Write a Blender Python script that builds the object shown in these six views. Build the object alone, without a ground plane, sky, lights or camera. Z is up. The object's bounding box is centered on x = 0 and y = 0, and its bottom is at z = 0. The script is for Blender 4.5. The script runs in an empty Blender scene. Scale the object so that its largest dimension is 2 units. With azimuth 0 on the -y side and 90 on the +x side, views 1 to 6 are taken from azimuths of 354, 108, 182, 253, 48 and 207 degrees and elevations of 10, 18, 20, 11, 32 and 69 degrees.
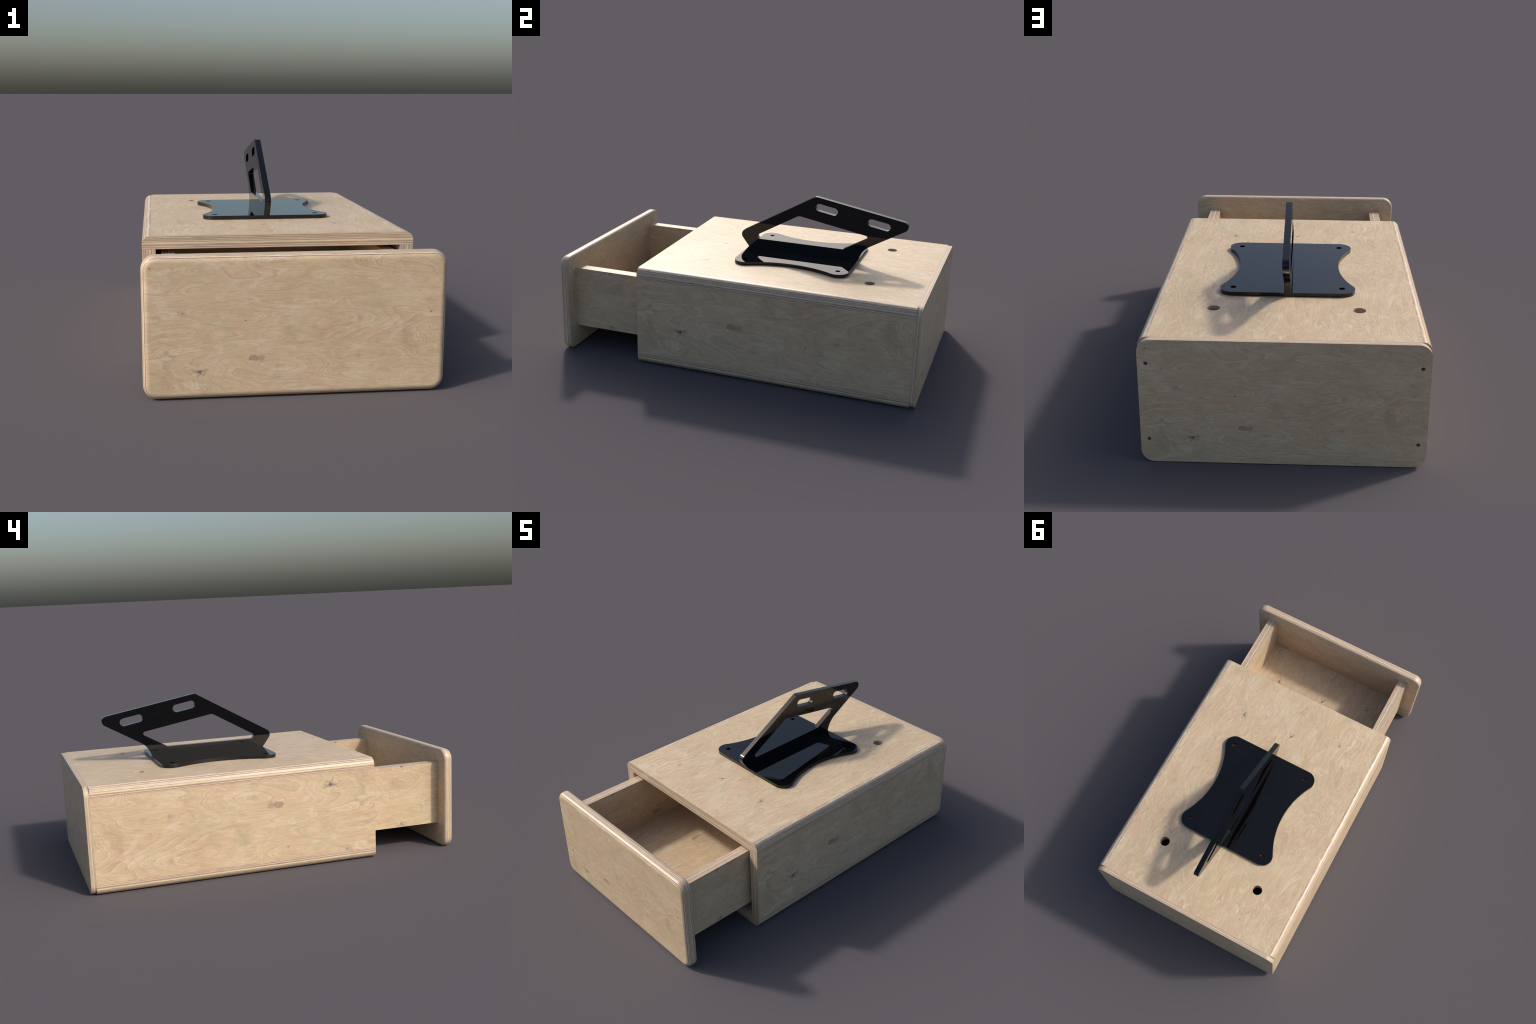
"""Birch-plywood cabinet with one open drawer and a glossy black tilted stand
bolted on its top.  Metres, z up, front of the drawer towards -y."""
import bpy, bmesh, math
from mathutils import Matrix, Vector

# ------------------------------------------------------------------ sizes
W = 0.575            # half width of cabinet, back panel and drawer front
H = 0.5465           # overall height of the plywood box
T = 0.0565           # plywood thickness
Y_FRONT, Y_BACK = -0.5275, 0.9725      # carcass depth
R_CARCASS = 0.036    # rounding of the long carcass edges
R_PANEL = 0.054      # corner radius of back panel and drawer front
RIM_FRONT, RIM_BACK = 0.027, 0.013    # rounded rim of the drawer front
DRAWER_X, DRAWER_Z0, DRAWER_Z1 = 0.4956, 0.1258, 0.4690
DRAWER_FRONT_IN, DRAWER_END = -0.9435, 0.42

scene = bpy.context.scene
COL = scene.collection


# ------------------------------------------------------------------ node helpers
class Net:
    """Small convenience wrapper for building shader node trees."""

    def __init__(self, name):
        self.mat = bpy.data.materials.new(name)
        self.mat.use_nodes = True
        self.nt = self.mat.node_tree
        self.nt.nodes.clear()
        self.out = self.nt.nodes.new("ShaderNodeOutputMaterial")
        self.bsdf = self.nt.nodes.new("ShaderNodeBsdfPrincipled")
        self.nt.links.new(self.bsdf.outputs[0], self.out.inputs[0])
        self.obj = self.nt.nodes.new("ShaderNodeTexCoord").outputs["Object"]

    def put(self, socket, value):
        if isinstance(value, bpy.types.NodeSocket):
            self.nt.links.new(value, socket)
        elif value is not None:
            socket.default_value = value

    def math(self, op, a, b=None, c=None, clamp=False):
        n = self.nt.nodes.new("ShaderNodeMath")
        n.operation, n.use_clamp = op, clamp
        for s, v in zip(n.inputs, (a, b, c)):
            self.put(s, v)
        return n.outputs[0]

    def add(self, a, b): return self.math("ADD", a, b)
    def sub(self, a, b): return self.math("SUBTRACT", a, b)
    def mul(self, a, b): return self.math("MULTIPLY", a, b)

    def dot(self, vec, direction, offset=0.0):
        n = self.nt.nodes.new("ShaderNodeVectorMath")
        n.operation = "DOT_PRODUCT"
        self.put(n.inputs[0], vec)
        n.inputs[1].default_value = direction
        return self.add(n.outputs["Value"], offset)

    def xyz(self, x, y, z=0.0):
        n = self.nt.nodes.new("ShaderNodeCombineXYZ")
        for s, v in zip(n.inputs, (x, y, z)):
            self.put(s, v)
        return n.outputs[0]

    def noise(self, vec, scale=1.0, detail=2.0, rough=0.5, distortion=0.0):
        n = self.nt.nodes.new("ShaderNodeTexNoise")
        self.put(n.inputs["Vector"], vec)
        n.inputs["Scale"].default_value = scale
        n.inputs["Detail"].default_value = detail
        n.inputs["Roughness"].default_value = rough
        n.inputs["Distortion"].default_value = distortion
        return n.outputs["Fac"]

    def white(self, vec):
        n = self.nt.nodes.new("ShaderNodeTexWhiteNoise")
        self.put(n.inputs["Vector"], vec)
        return n.outputs["Value"]

    def step(self, v, lo, hi, a=0.0, b=1.0):
        n = self.nt.nodes.new("ShaderNodeMapRange")
        n.interpolation_type = "SMOOTHSTEP"
        self.put(n.inputs["Value"], v)
        for k, x in zip(("From Min", "From Max", "To Min", "To Max"), (lo, hi, a, b)):
            n.inputs[k].default_value = x
        return n.outputs[0]

    def mix(self, fac, a, b, kind="MIX"):
        n = self.nt.nodes.new("ShaderNodeMix")
        n.data_type, n.blend_type = "RGBA", kind
        n.clamp_factor = True
        self.put(n.inputs["Factor"], fac)
        ins = [s for s in n.inputs if s.type == "RGBA"]
        for s, v in zip(ins, (a, b)):
            self.put(s, (*v, 1.0) if isinstance(v, tuple) and len(v) == 3 else v)
        return [s for s in n.outputs if s.type == "RGBA"][0]

    def ramp(self, fac, stops, interp="LINEAR"):
        n = self.nt.nodes.new("ShaderNodeValToRGB")
        n.color_ramp.interpolation = interp
        els = n.color_ramp.elements
        while len(els) < len(stops):
            els.new(0.5)
        for e, (p, c) in zip(els, stops):
            e.position, e.color = p, (*c, 1.0)
        self.put(n.inputs[0], fac)
        return n.outputs[0]


BIRCH = (0.608, 0.459, 0.288)


def grey(v):
    return (v, v, v)


def veneer(name, U, V, u0=0.0, v0=0.0, knots=(), eyes=(), patches=(), seed=0.0):
    """Rotary-cut birch face: contour-like growth lines, knots and blotches.
    U, V (scaled directions) and u0, v0 take object space to sheet space,
    u along the grain.  knots: (u, v, size, darkness); eyes: (u, v, ru, rv,
    height) hills in the growth field, which close the lines into rings;
    patches: (u, v, ru, rv) brown oval plugs."""
    m = Net(name)
    u, v = m.dot(m.obj, U, u0), m.dot(m.obj, V, v0)
    # gentle sideways wander of the sheet coordinates
    wander = m.noise(m.xyz(m.mul(u, 2.3), m.mul(v, 3.5), seed + 31.0), 1.0, 1.0)
    vw = m.add(v, m.mul(m.sub(wander, 0.5), 0.05))

    def falloff(cu, cv, ru, rv, warp=None):
        du = m.mul(m.sub(u, cu), 1.0 / ru)
        dv = m.mul(m.sub(v, cv), 1.0 / rv)
        d2 = m.add(m.mul(du, du), m.mul(dv, dv))
        if warp is not None:
            d2 = m.mul(d2, warp)
        return m.math("EXPONENT", m.mul(d2, -1.0))

    # growth field
    big = m.noise(m.xyz(m.mul(u, 1.6), m.mul(v, 6.2), seed), 1.0, 1.2, 0.40, 0.35)
    mid = m.noise(m.xyz(m.mul(u, 5.5), m.mul(v, 19.0), seed + 7.0), 1.0, 2.0, 0.5)
    jag = m.noise(m.xyz(m.mul(u, 38.0), m.mul(v, 60.0), seed + 9.0), 1.0, 2.0, 0.6)
    h = m.add(m.mul(vw, 15.0), m.mul(big, 23.0))
    h = m.add(h, m.mul(mid, 2.0))
    h = m.add(h, m.mul(jag, 0.38))
    for cu, cv, ru, rv, hh in eyes:
        h = m.add(h, m.mul(falloff(cu, cv, ru, rv), hh * 1.5))
    for cu, cv, r, dark in knots:
        h = m.add(h, m.mul(falloff(cu, cv, r * 4.0, r * 2.6), 1.8 * dark + 0.6))
    ang = m.mul(h, 2 * math.pi)

    def crest(phase, power, k=1.0):
        w = m.math("SINE", m.add(m.mul(ang, k), phase))
        return m.math("POWER", m.add(m.mul(w, 0.5), 0.5), power)
    fade = m.step(m.noise(m.xyz(m.mul(u, 4.5), m.mul(v, 9.0), seed + 3.0), 1.0, 2.0), 0.36, 0.62, 0.25, 1.0)
    fade2 = m.step(m.noise(m.xyz(m.mul(u, 4.0), m.mul(v, 7.0), seed + 13.0), 1.0, 1.0), 0.42, 0.66)

    # broad colour drift: rosy, greenish, pale and tan areas
    drift = m.noise(m.xyz(m.mul(u, 4.0), m.mul(v, 6.0), seed + 11.0), 1.0, 3.0, 0.5, 0.6)
    hue = m.noise(m.xyz(m.mul(u, 11.0), m.mul(v, 17.0), seed + 17.0), 1.0, 3.0, 0.6, 0.9)
    hue2 = m.noise(m.xyz(m.mul(u, 9.0), m.mul(v, 19.0), seed + 19.0), 1.0, 3.0, 0.6, 0.9)
    col = m.ramp(drift, [(0.32, (0.555, 0.414, 0.258)), (0.5, BIRCH), (0.68, (0.655, 0.505, 0.338))])
    col = m.mix(m.step(hue, 0.53, 0.68, 0.0, 0.9), col, (0.560, 0.462, 0.300))
    tan = m.noise(m.xyz(m.mul(u, 7.0), m.mul(v, 15.0), seed + 43.0), 1.0, 3.0, 0.6, 0.7)
    col = m.mix(m.step(tan, 0.54, 0.70, 0.0, 0.5), col, (0.530, 0.375, 0.215))
    col = m.mix(m.step(hue, 0.47, 0.28, 0.0, 0.85), col, (0.630, 0.428, 0.302))
    col = m.mix(m.step(hue2, 0.56, 0.68, 0.0, 0.7), col, (0.690, 0.560, 0.405))
    # bands of tone that follow the growth field
    band = m.noise(m.xyz(m.mul(h, 0.85), m.mul(u, 5.0), m.mul(v, 3.0)), 1.0, 2.0, 0.5)
    col = m.mix(0.20, col, m.ramp(band, [(0.30, grey(0.30)), (0.5, grey(0.50)), (0.70, grey(0.68))]), "OVERLAY")
    broad = m.noise(m.xyz(m.mul(u, 8.0), m.mul(vw, 24.0), seed + 41.0), 1.0, 2.0, 0.5, 0.5)
    col = m.mix(0.12, col, m.ramp(broad, [(0.32, grey(0.34)), (0.68, grey(0.64))]), "OVERLAY")
    # growth lines
    col = m.mix(m.mul(m.mul(crest(0.0, 7.0), fade), 0.52), col, (0.375, 0.265, 0.165))
    col = m.mix(m.mul(m.mul(crest(-0.9, 5.0), fade), 0.44), col, (0.760, 0.600, 0.420))
    col = m.mix(m.mul(m.mul(crest(1.0, 6.0, 2.0), fade2), 0.34), col, (0.390, 0.280, 0.175))
    col = m.mix(m.mul(m.mul(crest(0.1, 5.0, 2.0), fade2), 0.26), col, (0.750, 0.590, 0.415))
    fade3 = m.step(hue2, 0.36, 0.60)
    col = m.mix(m.mul(m.mul(crest(0.5, 3.0, 3.7), fade3), 0.18), col, (0.400, 0.290, 0.185))
    col = m.mix(m.mul(m.mul(crest(3.4, 3.0, 3.7), fade3), 0.13), col, (0.760, 0.610, 0.440))
    # streaks of tone and fine fibres along the grain, and short dark pores
    streak = m.noise(m.xyz(m.mul(u, 7.0), m.mul(m.add(vw, m.mul(mid, 0.05)), 62.0), seed + 27.0), 1.0, 3.0, 0.6, 0.3)
    col = m.mix(0.20, col, m.ramp(streak, [(0.30, grey(0.37)), (0.70, grey(0.62))]), "OVERLAY")
    fibre = m.noise(m.xyz(m.mul(u, 22.0), m.mul(v, 170.0), seed + 5.0), 1.0, 2.0, 0.6)
    col = m.mix(0.32, col, m.ramp(fibre, [(0.30, grey(0.38)), (0.70, grey(0.62))]), "OVERLAY")
    fleck = m.noise(m.xyz(m.mul(u, 24.0), m.mul(v, 34.0), seed + 37.0), 1.0, 3.0, 0.6, 1.0)
    col = m.mix(0.26, col, m.ramp(fleck, [(0.30, grey(0.38)), (0.70, grey(0.63))]), "OVERLAY")
    pore = m.noise(m.xyz(m.mul(u, 45.0), m.mul(v, 260.0), seed + 23.0), 1.0, 1.0)
    col = m.mix(m.step(pore, 0.69, 0.80, 0.0, 0.28), col, (0.33, 0.24, 0.16))
    # brown plugs
    rag = m.noise(m.xyz(m.mul(u, 70.0), m.mul(v, 70.0), seed), 1.0, 2.0)
    warp = m.add(m.mul(rag, 1.6), 0.2)
    for cu, cv, ru, rv in patches:
        f = falloff(cu, cv, ru, rv, warp)
        col = m.mix(m.step(f, 0.34, 0.46, 0.0, 0.62), col, (0.270, 0.180, 0.125))
        g = falloff(cu + 1.5 * ru, cv - 0.1 * rv, ru * 1.0, rv * 1.3, warp)
        col = m.mix(m.step(g, 0.25, 0.9, 0.0, 0.45), col, (0.250, 0.190, 0.130))
    # knots: a dark ragged heart in a smoky halo, with pale and brown flecks around it
    blot = m.noise(m.xyz(m.mul(u, 62.0), m.mul(v, 85.0), seed + 2.0), 1.0, 1.0, 0.5, 0.8)
    for cu, cv, r, dark in knots:
        wob = m.add(m.mul(blot, 1.8), m.mul(rag, 0.8))
        if r > 0.01:
            ring = falloff(cu, cv, r * 1.7, r * 1.2)
            col = m.mix(m.mul(m.mul(ring, m.step(blot, 0.50, 0.62)), 0.85 * dark), col, (0.740, 0.590, 0.440))
            col = m.mix(m.mul(m.mul(ring, m.step(blot, 0.48, 0.36)), 0.75 * dark), col, (0.250, 0.180, 0.125))
            halo = falloff(cu - 0.2 * r, cv - 0.1 * r, r * 1.0, r * 0.7, wob)
            col = m.mix(m.mul(halo, 0.60 * dark), col, (0.210, 0.170, 0.150))
            heart = falloff(cu, cv, r * 0.50, r * 0.36, wob)
        else:
            heart = falloff(cu, cv, r * 0.9, r * 0.7, wob)
        col = m.mix(m.mul(heart, dark * (0.95 if r > 0.01 else 0.85)), col, (0.075, 0.062, 0.058))
    m.put(m.bsdf.inputs["Base Color"], col)
    m.bsdf.inputs["Roughness"].default_value = 0.46
    m.bsdf.inputs["Specular IOR Level"].default_value = 0.5
    return m.mat


# plies through the thickness of a sheet: (end of layer 0..1, colour)
TAN, PALE, DARK = (0.535, 0.410, 0.285), (0.740, 0.590, 0.445), (0.225, 0.172, 0.122)
ROSE, GOLD, GREYISH = (0.630, 0.430, 0.315), (0.720, 0.580, 0.340), (0.420, 0.330, 0.255)
PLIES = [(0.000, (0.20, 0.155, 0.13)), (0.022, (0.24, 0.185, 0.15)), (0.034, TAN), (0.050, PALE), (0.105, TAN), (0.140, DARK), (0.160, PALE),
         (0.205, TAN), (0.245, DARK), (0.262, TAN), (0.350, TAN), (0.392, DARK), (0.410, PALE), (0.452, TAN),
         (0.480, DARK), (0.500, TAN), (0.545, PALE), (0.565, GOLD), (0.615, GOLD), (0.640, PALE), (0.665, DARK),
         (0.710, TAN), (0.735, DARK), (0.755, GREYISH), (0.790, PALE), (0.840, TAN), (0.870, DARK), (0.890, ROSE),
         (0.960, ROSE), (0.980, GREYISH), (1.000, (0.30, 0.235, 0.19))]


def ply_edge(name, thick, t0, length, seed=0.0):
    """Cut plywood edge: layered plies.  `thick` maps object space to 0..1
    through the sheet, `length` maps to metres along the edge."""
    m = Net(name)
    t, l = m.dot(m.obj, thick, t0), m.dot(m.obj, length)
    wob = m.noise(m.xyz(m.mul(l, 5.0), m.mul(t, 3.0), seed), 1.0, 2.0)
    tt = m.math("ADD", t, m.mul(m.sub(wob, 0.5), 0.024))
    edge = m.noise(m.xyz(m.mul(l, 40.0), m.mul(t, 9.0), seed + 2.0), 1.0, 2.0)
    tt = m.math("ADD", tt, m.mul(m.sub(edge, 0.5), 0.016), clamp=True)
    col = m.ramp(tt, PLIES)
    layer = m.math("FLOOR", m.mul(tt, 11.0))
    # each layer is pieced together from strips of slightly different tone
    piece = m.math("FLOOR", m.add(m.mul(l, 4.6), m.mul(layer, 0.37)))
    tone = m.white(m.xyz(piece, layer, seed))
    hue = m.white(m.xyz(piece, layer, seed + 4.0))
    col = m.mix(0.40, col, m.ramp(tone, [(0.0, grey(0.36)), (1.0, grey(0.68))]), "OVERLAY")
    col = m.mix(m.step(hue, 0.45, 1.0, 0.0, 0.22), col, (0.710, 0.480, 0.345))
    fibre = m.noise(m.xyz(m.mul(l, 22.0), m.mul(t, 34.0), seed + 6.0), 1.0, 3.0, 0.65)
    col = m.mix(0.85, col, m.ramp(fibre, [(0.30, grey(0.30)), (0.70, grey(0.70))]), "OVERLAY")
    speck = m.noise(m.xyz(m.mul(l, 150.0), m.mul(t, 36.0), seed + 8.0), 1.0, 1.0)
    col = m.mix(m.step(speck, 0.64, 0.76, 0.0, 0.40), col, (0.26, 0.20, 0.15))
    m.put(m.bsdf.inputs["Base Color"], col)
    m.bsdf.inputs["Roughness"].default_value = 0.38
    return m.mat


def acrylic(name):
    m = Net(name)
    smear = m.noise(m.obj, 3.0, 2.0)
    col = m.ramp(smear, [(0.3, (0.0015, 0.0015, 0.0018)), (0.7, (0.0030, 0.0030, 0.0034))])
    m.put(m.bsdf.inputs["Base Color"], col)
    m.bsdf.inputs["Roughness"].default_value = 0.012
    m.bsdf.inputs["IOR"].default_value = 1.5
    return m.mat


# ------------------------------------------------------------------ outline helpers
def fillet_loop(corners, seg=14):
    """Closed outline from (x, y, radius) corners."""
    pts, n = [], len(corners)
    for i, (x, y, r) in enumerate(corners):
        p = Vector((x, y))
        if r <= 0:
            pts.append(p)
            continue
        a = (Vector(corners[i - 1][:2]) - p).normalized()
        b = (Vector(corners[(i + 1) % n][:2]) - p).normalized()
        half = a.angle(b) / 2
        c = p + (a + b).normalized() * (r / math.sin(half))
        ta, tb = p + a * (r / math.tan(half)), p + b * (r / math.tan(half))
        s, e = (ta - c), (tb - c)
        sweep = s.angle_signed(e)
        for k in range(seg + 1):
            pts.append(c + Matrix.Rotation(-sweep * k / seg, 2) @ s)
    return pts


def circle(cx, cy, r, seg=40):
    return [Vector((cx + r * math.cos(2 * math.pi * k / seg), cy + r * math.sin(2 * math.pi * k / seg)))
            for k in range(seg)]


def slot(cx, cy, half, r, tilt, seg=16):
    d = Vector((math.cos(tilt), math.sin(tilt)))
    pts = []
    for end, base in ((half, tilt - math.pi / 2), (-half, tilt + math.pi / 2)):
        c = Vector((cx, cy)) + d * end
        pts += [c + r * Vector((math.cos(base + math.pi * k / seg), math.sin(base + math.pi * k / seg)))
                for k in range(seg + 1)]
    return pts


def rect(x0, y0, x1, y1, radii=(0, 0, 0, 0)):
    return fillet_loop([(x0, y0, radii[0]), (x1, y0, radii[1]), (x1, y1, radii[2]), (x0, y1, radii[3])])


def sheet(name, loops, lo, hi, axis, parent, round_rim=0.0, rim_seg=6):
    """Board cut to `loops` (outline first, then holes), between `lo` and `hi`
    along `axis`.  Outline axes: x -> (y, z), y -> (x, z), z -> (x, y)."""
    cu = bpy.data.curves.new(name, "CURVE")
    cu.dimensions, cu.fill_mode = "2D", "BOTH"
    cu.extrude = (hi - lo) / 2 - round_rim
    cu.bevel_depth, cu.offset = round_rim, -round_rim
    cu.bevel_resolution = rim_seg
    for loop in loops:
        sp = cu.splines.new("POLY")
        sp.points.add(len(loop) - 1)
        for q, p in zip(sp.points, loop):
            q.co = (p[0], p[1], 0, 1)
        sp.use_cyclic_u = True
    tmp = bpy.data.objects.new(name + "_tmp", cu)
    COL.objects.link(tmp)
    dg = bpy.context.evaluated_depsgraph_get()
    me = bpy.data.meshes.new_from_object(tmp.evaluated_get(dg), depsgraph=dg)
    bpy.data.objects.remove(tmp)
    bpy.data.curves.remove(cu)
    mid = (lo + hi) / 2
    for v in me.vertices:
        a, b, c = v.co
        v.co = {"x": (mid + c, a, b), "y": (a, mid + c, b), "z": (a, b, mid + c)}[axis]
    bm = bmesh.new()
    bm.from_mesh(me)
    bmesh.ops.remove_doubles(bm, verts=bm.verts, dist=1e-5)
    bmesh.ops.recalc_face_normals(bm, faces=bm.faces)
    bm.to_mesh(me)
    bm.free()
    me.name = name
    me.materials.clear()
    ob = bpy.data.objects.new(name, me)
    COL.objects.link(ob)
    ob.parent = parent
    return ob


def rounded_board(name, y0, y1, r0, r1, parent, seg=18):
    """Upright board with rounded corners whose rim is rounded over on both
    faces, lofted through outlines set in by a quarter circle."""
    rings = []
    for r, y, s in ((r0, y0, 1), (r1, y1, -1)):
        part = [(r + 0.004, y)]
        for k in range(seg + 1):
            a = math.pi / 2 * k / seg
            part.append((r * (1 - math.sin(a)), y + s * r * (1 - math.cos(a))))
        rings += part if s > 0 else part[::-1]
    bm = bmesh.new()
    loops = []
    for inset, y in rings:
        loop = rect(-W + inset, inset, W - inset, H - inset, (max(R_PANEL - inset, 0.004),) * 4)
        loops.append([bm.verts.new((p.x, y, p.y)) for p in loop])
    n = len(loops[0])
    for a, b in zip(loops, loops[1:]):
        for i in range(n):
            bm.faces.new((a[i], a[(i + 1) % n], b[(i + 1) % n], b[i]))
    bm.faces.new(loops[0][::-1])
    bm.faces.new(loops[-1])
    bmesh.ops.recalc_face_normals(bm, faces=bm.faces)
    me = bpy.data.meshes.new(name)
    bm.to_mesh(me)
    bm.free()
    ob = bpy.data.objects.new(name, me)
    COL.objects.link(ob)
    ob.parent = parent
    return ob


def drill(ob, centre, r, depth):
    """Round hole along z cut with a boolean."""
    bm = bmesh.new()
    bmesh.ops.create_cone(bm, cap_ends=True, segments=48, radius1=r, radius2=r, depth=depth,
                          matrix=Matrix.Translation(centre))
    me = bpy.data.meshes.new("drill")
    bm.to_mesh(me)
    bm.free()
    bit = bpy.data.objects.new("drill", me)
    COL.objects.link(bit)
    mod = ob.modifiers.new("hole", "BOOLEAN")
    mod.operation, mod.object, mod.solver = "DIFFERENCE", bit, "EXACT"
    dg = bpy.context.evaluated_depsgraph_get()
    new = bpy.data.meshes.new_from_object(ob.evaluated_get(dg), depsgraph=dg)
    ob.modifiers.clear()
    old, nm = ob.data, ob.data.name
    ob.data = new
    bpy.data.meshes.remove(old)
    new.name = nm
    bpy.data.objects.remove(bit)


def dress(ob, face_axis, face_mats, edge_mat, limit=0.93, sharp=32):
    """face_mats = (material of the - side, material of the + side)."""
    me = ob.data
    me.materials.clear()
    for mt in (edge_mat, *face_mats):
        me.materials.append(mt)
    i = "xyz".index(face_axis)
    for p in me.polygons:
        n = p.normal[i]
        p.material_index = 2 if n > limit else 1 if n < -limit else 0
    finish(ob, sharp)


def finish(ob, sharp=32):
    for p in ob.data.polygons:
        p.use_smooth = True
    ob.data.set_sharp_from_angle(angle=math.radians(sharp))


def empty(name, parent=None):
    e = bpy.data.objects.new(name, None)
    e.empty_display_size = 0.1
    COL.objects.link(e)
    e.parent = parent
    return e


# ------------------------------------------------------------------ veneer sheets
# Sheet A, in metres on the drawer front (u to the right, v up)
KNOTS_A = [(-0.364, 0.107, 0.0165, 0.95), (-0.069, 0.078, 0.015, 0.25), (-0.425, 0.3315, 0.016, 0.32),
           (-0.5406, 0.501, 0.0050, 0.9), (0.5124, 0.314, 0.0045, 1.0), (-0.1927, 0.2988, 0.0045, 0.8),
           (0.138, 0.370, 0.0040, 0.8), (0.235, 0.152, 0.018, 0.20), (-0.29, 0.405, 0.004, 0.5)]
EYES_A = [(0.369, 0.437, 0.085, 0.026, 2.0), (0.500, 0.430, 0.075, 0.040, 1.8), (0.151, 0.435, 0.060, 0.030, 2.0),
          (0.270, 0.055, 0.160, 0.030, 2.4), (0.230, 0.300, 0.180, 0.045, 2.5), (-0.200, 0.200, 0.130, 0.028, 2.0),
          (-0.300, 0.115, 0.050, 0.024, 1.2), (-0.360, 0.410, 0.090, 0.040, 2.2), (-0.120, 0.430, 0.120, 0.030, 2.1),
          (0.060, 0.140, 0.090, 0.050, -1.9)]
PATCH_A = [(-0.162, 0.155, 0.018, 0.0125)]
# Sheet B, on the cabinet top (u towards the back, v towards +x)
KNOTS_B = [(-0.2427, 0.290, 0.018, 0.85), (-0.248, -0.0315, 0.017, 0.8), (-0.332, -0.318, 0.018, 0.35),
           (0.130, 0.338, 0.018, 0.25), (0.877, -0.2995, 0.0055, 0.8), (0.400, -0.374, 0.0045, 0.8),
           (-0.29, 0.16, 0.016, 0.22), (-0.455, -0.42, 0.0045, 0.7)]
EYES_B = [(-0.49, 0.152, 0.060, 0.022, 1.6), (-0.36, 0.33, 0.110, 0.050, -1.7), (0.80, 0.10, 0.160, 0.060, 1.6),
          (0.25, -0.42, 0.090, 0.045, 1.9), (0.70, -0.46, 0.100, 0.040, 1.7), (0.10, -0.40, 0.080, 0.035, 1.3),
          (0.38, -0.41, 0.060, 0.030, -1.4), (0.30, 0.43, 0.160, 0.050, 1.7), (-0.40, -0.12, 0.090, 0.045, 1.4)]

S = 1.44, 1.60       # the sheet is stretched on the long side panels
MATS = {
    "front": veneer("birch_face_front", (1, 0, 0), (0, 0, 1), 0, 0, KNOTS_A, EYES_A, PATCH_A, 0.0),
    "front_in": veneer("birch_face_front_inside", (-1, 0, 0), (0, 0, 1), 0.1, 0.0,
                       [(-0.26, 0.19, 0.016, 0.7), (0.02, 0.44, 0.0045, 0.8)], EYES_A[:5], (), 4.0),
    "back": veneer("birch_face_back", (-1, 0, 0), (0, 0, 1), 0, -0.008, KNOTS_A, EYES_A, PATCH_A, 0.0),
    "right": veneer("birch_face_right", (0, 1 / S[0], 0), (0, 0, 1 / S[1]), -0.364 + 0.2745 / S[0],
                    0.107 - 0.2206 / S[1], KNOTS_A, EYES_A, PATCH_A, 0.0),
    "left": veneer("birch_face_left", (0, 1 / S[0], 0), (0, 0, -1 / S[1]), -0.364 + 0.2754 / S[0],
                   0.107 + 0.429 / S[1], KNOTS_A, EYES_A, PATCH_A, 0.0),
    "top": veneer("birch_face_top", (0, 1, 0), (1, 0, 0), 0, 0, KNOTS_B, EYES_B, (), 2.0),
    "floor": veneer("birch_face_floor", (0, 1, 0), (1, 0, 0), 0.458, 0.0, KNOTS_B, EYES_B,
                    [(0.032, -0.101, 0.020, 0.014)], 2.0),
    "drawer": veneer("birch_face_drawer", (0, 1, 0), (0, 0, 1), 0, 0,
                     [(-0.7227, 0.142, 0.017, 0.6), (-0.7245, 0.466, 0.015, 0.7)],
                     [(-0.73, 0.37, 0.10, 0.040, 3.0), (-0.80, 0.22, 0.12, 0.050, -2.6), (-0.62, 0.25, 0.10, 0.06, 2.0)],
                     [(-0.452, 0.214, 0.022, 0.016)], 6.0),
}
EDGE = {
    "top": ply_edge("birch_edge_top", (0, 0, -0.972 / T), 0.972 * H / T + 0.028, (0.55, 1, 0), 1.0),
    "bottom": ply_edge("birch_edge_bottom", (0, 0, 0.972 / T), 0.028, (0.55, 1, 0), 2.0),
    "right": ply_edge("birch_edge_right", (1 / T, 0, 0), -(W - T) / T, (0, 0.3, 1), 3.0),
    "left": ply_edge("birch_edge_left", (1 / T, 0, 0), W / T, (0, 0.3, 1), 4.0),
    "back": ply_edge("birch_edge_back", (0, -1 / 0.0275, 0), 1 / 0.0275, (1, 0, 0.8), 5.0),
    "front": ply_edge("birch_edge_front", (0, 1 / (T - 0.0080), 0), (1 - 0.0054) / (T - 0.0080), (1, 0, 0.8), 6.0),
    "drawer_right": ply_edge("birch_edge_drawer_right", (-1 / T, 0, 0), DRAWER_X / T, (0, 1, 0.5), 7.0),
    "drawer_left": ply_edge("birch_edge_drawer_left", (1 / T, 0, 0), DRAWER_X / T, (0, 1, 0.5), 8.0),
    "drawer_back": ply_edge("birch_edge_drawer_back", (0, 1 / T, 0), -(DRAWER_END - T) / T, (1, 0, 0.5), 9.0),
    "floor": ply_edge("birch_edge_floor", (0, 0, -1 / T), (DRAWER_Z0 + T) / T, (1, 0.6, 0), 10.0),
}
BLACK = acrylic("black_acrylic")

# ------------------------------------------------------------------ the cabinet
cabinet = empty("drawer_cabinet")
cabinet["label"] = "pale birch plywood box with open drawer and black stand"
cabinet["category"] = "drawer cabinet"

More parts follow.
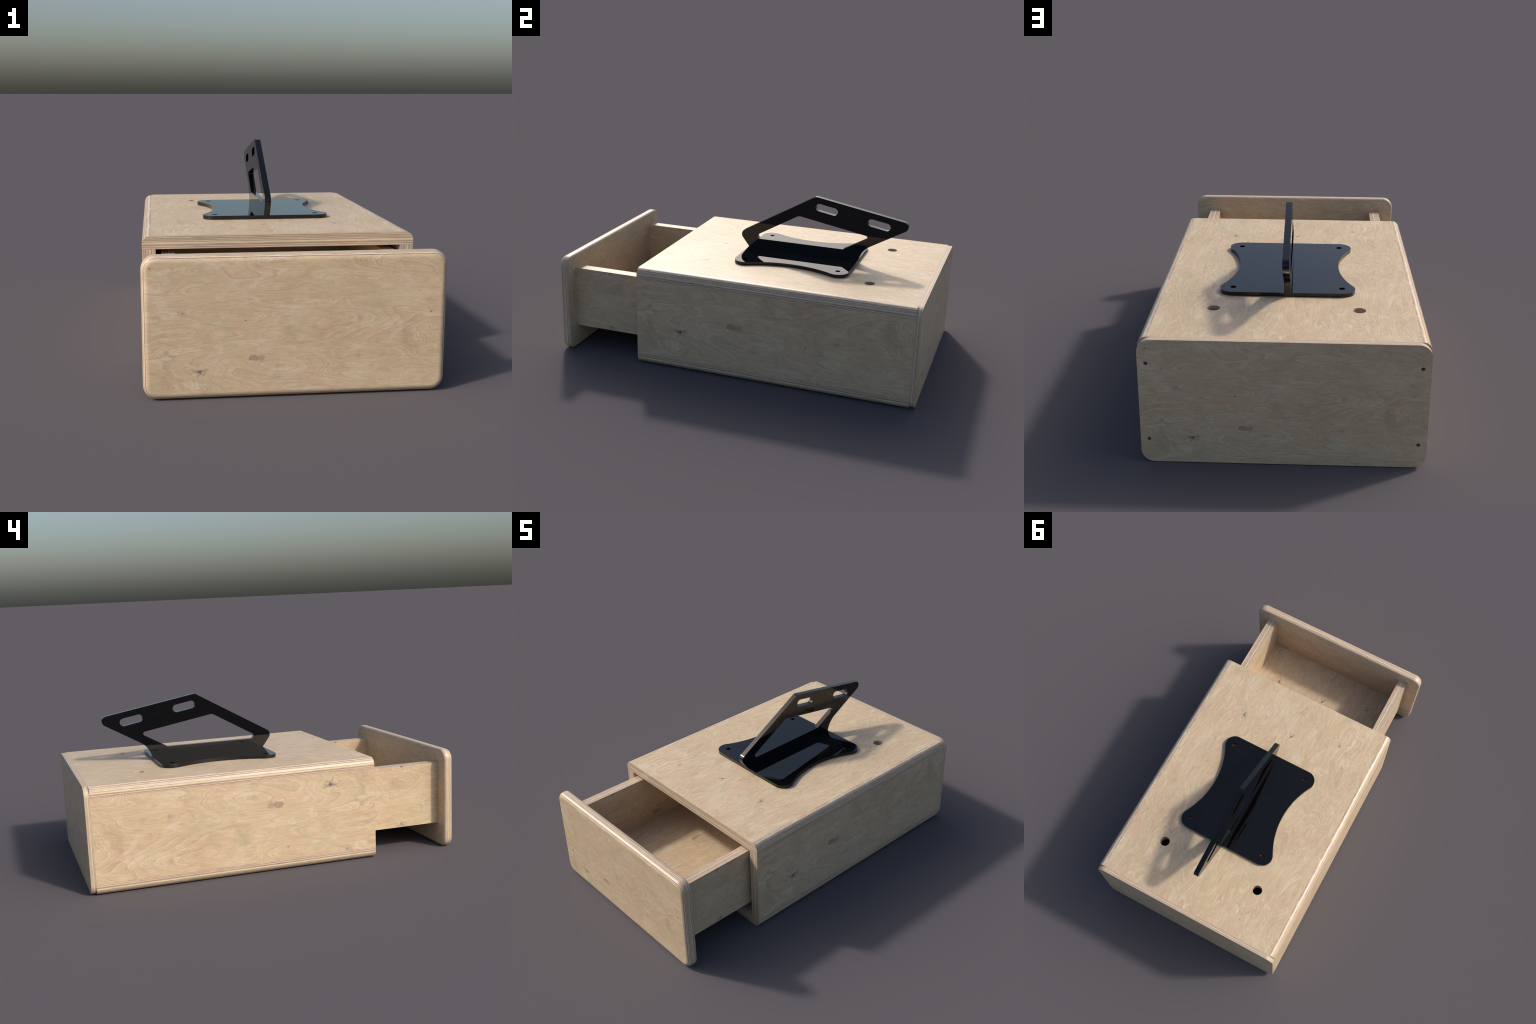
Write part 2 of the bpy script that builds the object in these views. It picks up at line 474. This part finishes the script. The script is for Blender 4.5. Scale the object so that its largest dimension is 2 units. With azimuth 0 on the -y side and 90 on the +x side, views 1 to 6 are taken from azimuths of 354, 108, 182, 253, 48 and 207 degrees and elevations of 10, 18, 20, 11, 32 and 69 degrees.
top = sheet("top_panel", [rect(-W, H - T, W, H, (0, 0, R_CARCASS, R_CARCASS))], Y_FRONT, Y_BACK, "y", cabinet)
for sx in (-1, 1):
    drill(top, Vector((sx * 0.3058, 0.6815, H - T / 2)), 0.0277, 0.2)
for sx in (-1, 1):
    for y in (-0.0325, 0.4915):          # pilot holes under the stand
        drill(top, Vector((sx * 0.238, y, H)), 0.0125, 0.07)
dress(top, "z", (MATS["floor"], MATS["top"]), EDGE["top"], limit=0.9995)

bottom = sheet("bottom_panel", [rect(-W, 0, W, T, (R_CARCASS, R_CARCASS, 0, 0))], Y_FRONT, Y_BACK, "y", cabinet)
dress(bottom, "z", (MATS["top"], MATS["floor"]), EDGE["bottom"], limit=0.9995)

for sx, key in ((1, "right"), (-1, "left")):
    x0, x1 = sorted((sx * (W - T), sx * W))
    side = sheet("side_panel", [rect(Y_FRONT, T, Y_BACK, H - T)], x0, x1, "x", cabinet)
    dress(side, "x", (MATS[key], MATS[key]), EDGE[key])

screw_holes = [circle(sx * 0.541, z, 0.0082, 24) for sx in (-1, 1) for z in (0.104, 0.444)]
back = sheet("back_panel", [rect(-W, 0, W, H, (R_PANEL,) * 4)] + screw_holes, Y_BACK, 1.0, "y", cabinet)
dress(back, "y", (MATS["front_in"], MATS["back"]), EDGE["back"])

# ------------------------------------------------------------------ the drawer
drawer = empty("drawer", cabinet)
front = rounded_board("drawer_front", -1.0, DRAWER_FRONT_IN, RIM_FRONT, RIM_BACK, drawer)
dress(front, "y", (MATS["front"], MATS["front_in"]), EDGE["front"], limit=0.80, sharp=60)

for sx, key in ((1, "drawer_right"), (-1, "drawer_left")):
    x0, x1 = sorted((sx * (DRAWER_X - T), sx * DRAWER_X))
    side = sheet("drawer_side", [rect(DRAWER_FRONT_IN, DRAWER_Z0, DRAWER_END, DRAWER_Z1)], x0, x1, "x", drawer)
    dress(side, "x", (MATS["drawer"], MATS["drawer"]), EDGE[key])
IN = DRAWER_X - T
floor = sheet("drawer_floor", [rect(-IN, DRAWER_FRONT_IN, IN, DRAWER_END - T)], DRAWER_Z0 + 0.001, DRAWER_Z0 + T, "z", drawer)
dress(floor, "z", (MATS["top"], MATS["floor"]), EDGE["floor"])
rear = sheet("drawer_back", [rect(-IN, DRAWER_Z0 + 0.001, IN, DRAWER_Z1 - 0.001)], DRAWER_END - T, DRAWER_END - 0.001, "y", drawer)
dress(rear, "y", (MATS["front_in"], MATS["front_in"]), EDGE["drawer_back"])

# ------------------------------------------------------------------ the black stand
stand = empty("stand", cabinet)
PLATE_TOP = 0.5650
HOLE_X, Y0, Y1 = 0.238, -0.090, 0.549        # fixing holes and plate ends
R_EAR = 0.0575                               # ears are concentric with the holes
YC, DY = (Y0 + Y1) / 2, (Y1 - Y0) / 2 - R_EAR
WAIST = 0.2285                               # half width in the middle
# concave side: an arc tangent to both ears
d = (DY ** 2 - (R_EAR - WAIST + HOLE_X) ** 2) / (2 * (R_EAR - WAIST + HOLE_X))
XC, RC = HOLE_X + d, HOLE_X + d - WAIST
ear_end = math.atan2(DY, d)                  # where ear and waist arcs meet


def plate_outline(seg=14, waist_seg=40):
    pts = []
    # +x side, going up in y
    for k in range(seg + 1):                 # front right ear
        a = -math.pi / 2 + (math.pi / 2 + ear_end) * k / seg
        pts.append(Vector((HOLE_X + R_EAR * math.cos(a), YC - DY + R_EAR * math.sin(a))))
    for k in range(1, waist_seg):
        a = math.pi + ear_end - 2 * ear_end * k / waist_seg
        pts.append(Vector((XC + RC * math.cos(a), YC + RC * math.sin(a))))
    for k in range(seg + 1):
        a = -ear_end + (math.pi / 2 + ear_end) * k / seg
        pts.append(Vector((HOLE_X + R_EAR * math.cos(a), YC + DY + R_EAR * math.sin(a))))
    return pts + [Vector((-p.x, p.y)) for p in reversed(pts)]


fix = [circle(sx * HOLE_X, YC + sy * DY, 0.0133, 32) for sx in (-1, 1) for sy in (-1, 1)]
plate = sheet("base_plate", [plate_outline()] + fix, H + 0.0004, PLATE_TOP, "z", stand)
plate.data.materials.append(BLACK)
finish(plate, 40)

# tilted upright, drawn in the (y, z) plane: parallelogram with 30 and -10 degree sides
up, down = math.radians(30), math.radians(-10)


def meet(p, a, q, b):
    """Intersection of lines through p at angle a and q at angle b."""
    da, db = Vector((math.cos(a), math.sin(a))), Vector((math.cos(b), math.sin(b)))
    w = Vector(q) - Vector(p)
    k = (w.x * db.y - w.y * db.x) / (da.x * db.y - da.y * db.x)
    return Vector(p) + da * k


FOOT = PLATE_TOP - 0.003
L_UPPER, L_TOP, L_LOWER = (0.2337, 0.8651), (0.3219, 0.8938), (0.7279, 0.7184)
knee = meet(L_UPPER, up, (-0.0902, 0.565), math.radians(127.8))
peak, tip = meet(L_UPPER, up, L_TOP, down), meet(L_TOP, down, L_LOWER, up)
rounded = fillet_loop([(-0.0890, FOOT, 0), (0.549, FOOT, 0), (0.612, 0.65148, 0), (tip.x, tip.y, 0.0275),
                       (peak.x, peak.y, 0.030), (knee.x, knee.y, 0.031)])
# the neck below the long lower edge curves in towards the foot
NECK_C, NECK_R = Vector((0.677, 0.5389)), 0.13
end = math.asin((FOOT - NECK_C.y) / NECK_R)
neck = []
for k in range(17):
    a = (math.pi - end) + (math.radians(120) - (math.pi - end)) * k / 16
    neck.append(NECK_C + NECK_R * Vector((math.cos(a), math.sin(a))))
outline = [rounded[0]] + neck + rounded[3:]
W_UP, W_TOP, W_LOW, SILL = (0.149, 0.7498), (0.239, 0.7715), (0.4939, 0.6360), 0.6170
w_bl, w_br = meet(W_UP, up, (0, SILL), 0), meet(W_LOW, up, (0, SILL), 0)
w_tr, w_tl = meet(W_LOW, up, W_TOP, down), meet(W_UP, up, W_TOP, down)
window = fillet_loop([(w_bl.x, w_bl.y, 0.0145), (w_br.x, w_br.y, 0.003), (w_tr.x, w_tr.y, 0.011), (w_tl.x, w_tl.y, 0.032)])
slots = [slot(0.6543, 0.7795, 0.0432, 0.0211, down), slot(0.3570, 0.8322, 0.0432, 0.0211, down)]
upright = sheet("upright", [outline, window] + slots, -0.0141, 0.0141, "x", stand)
upright.data.materials.append(BLACK)
finish(upright, 40)
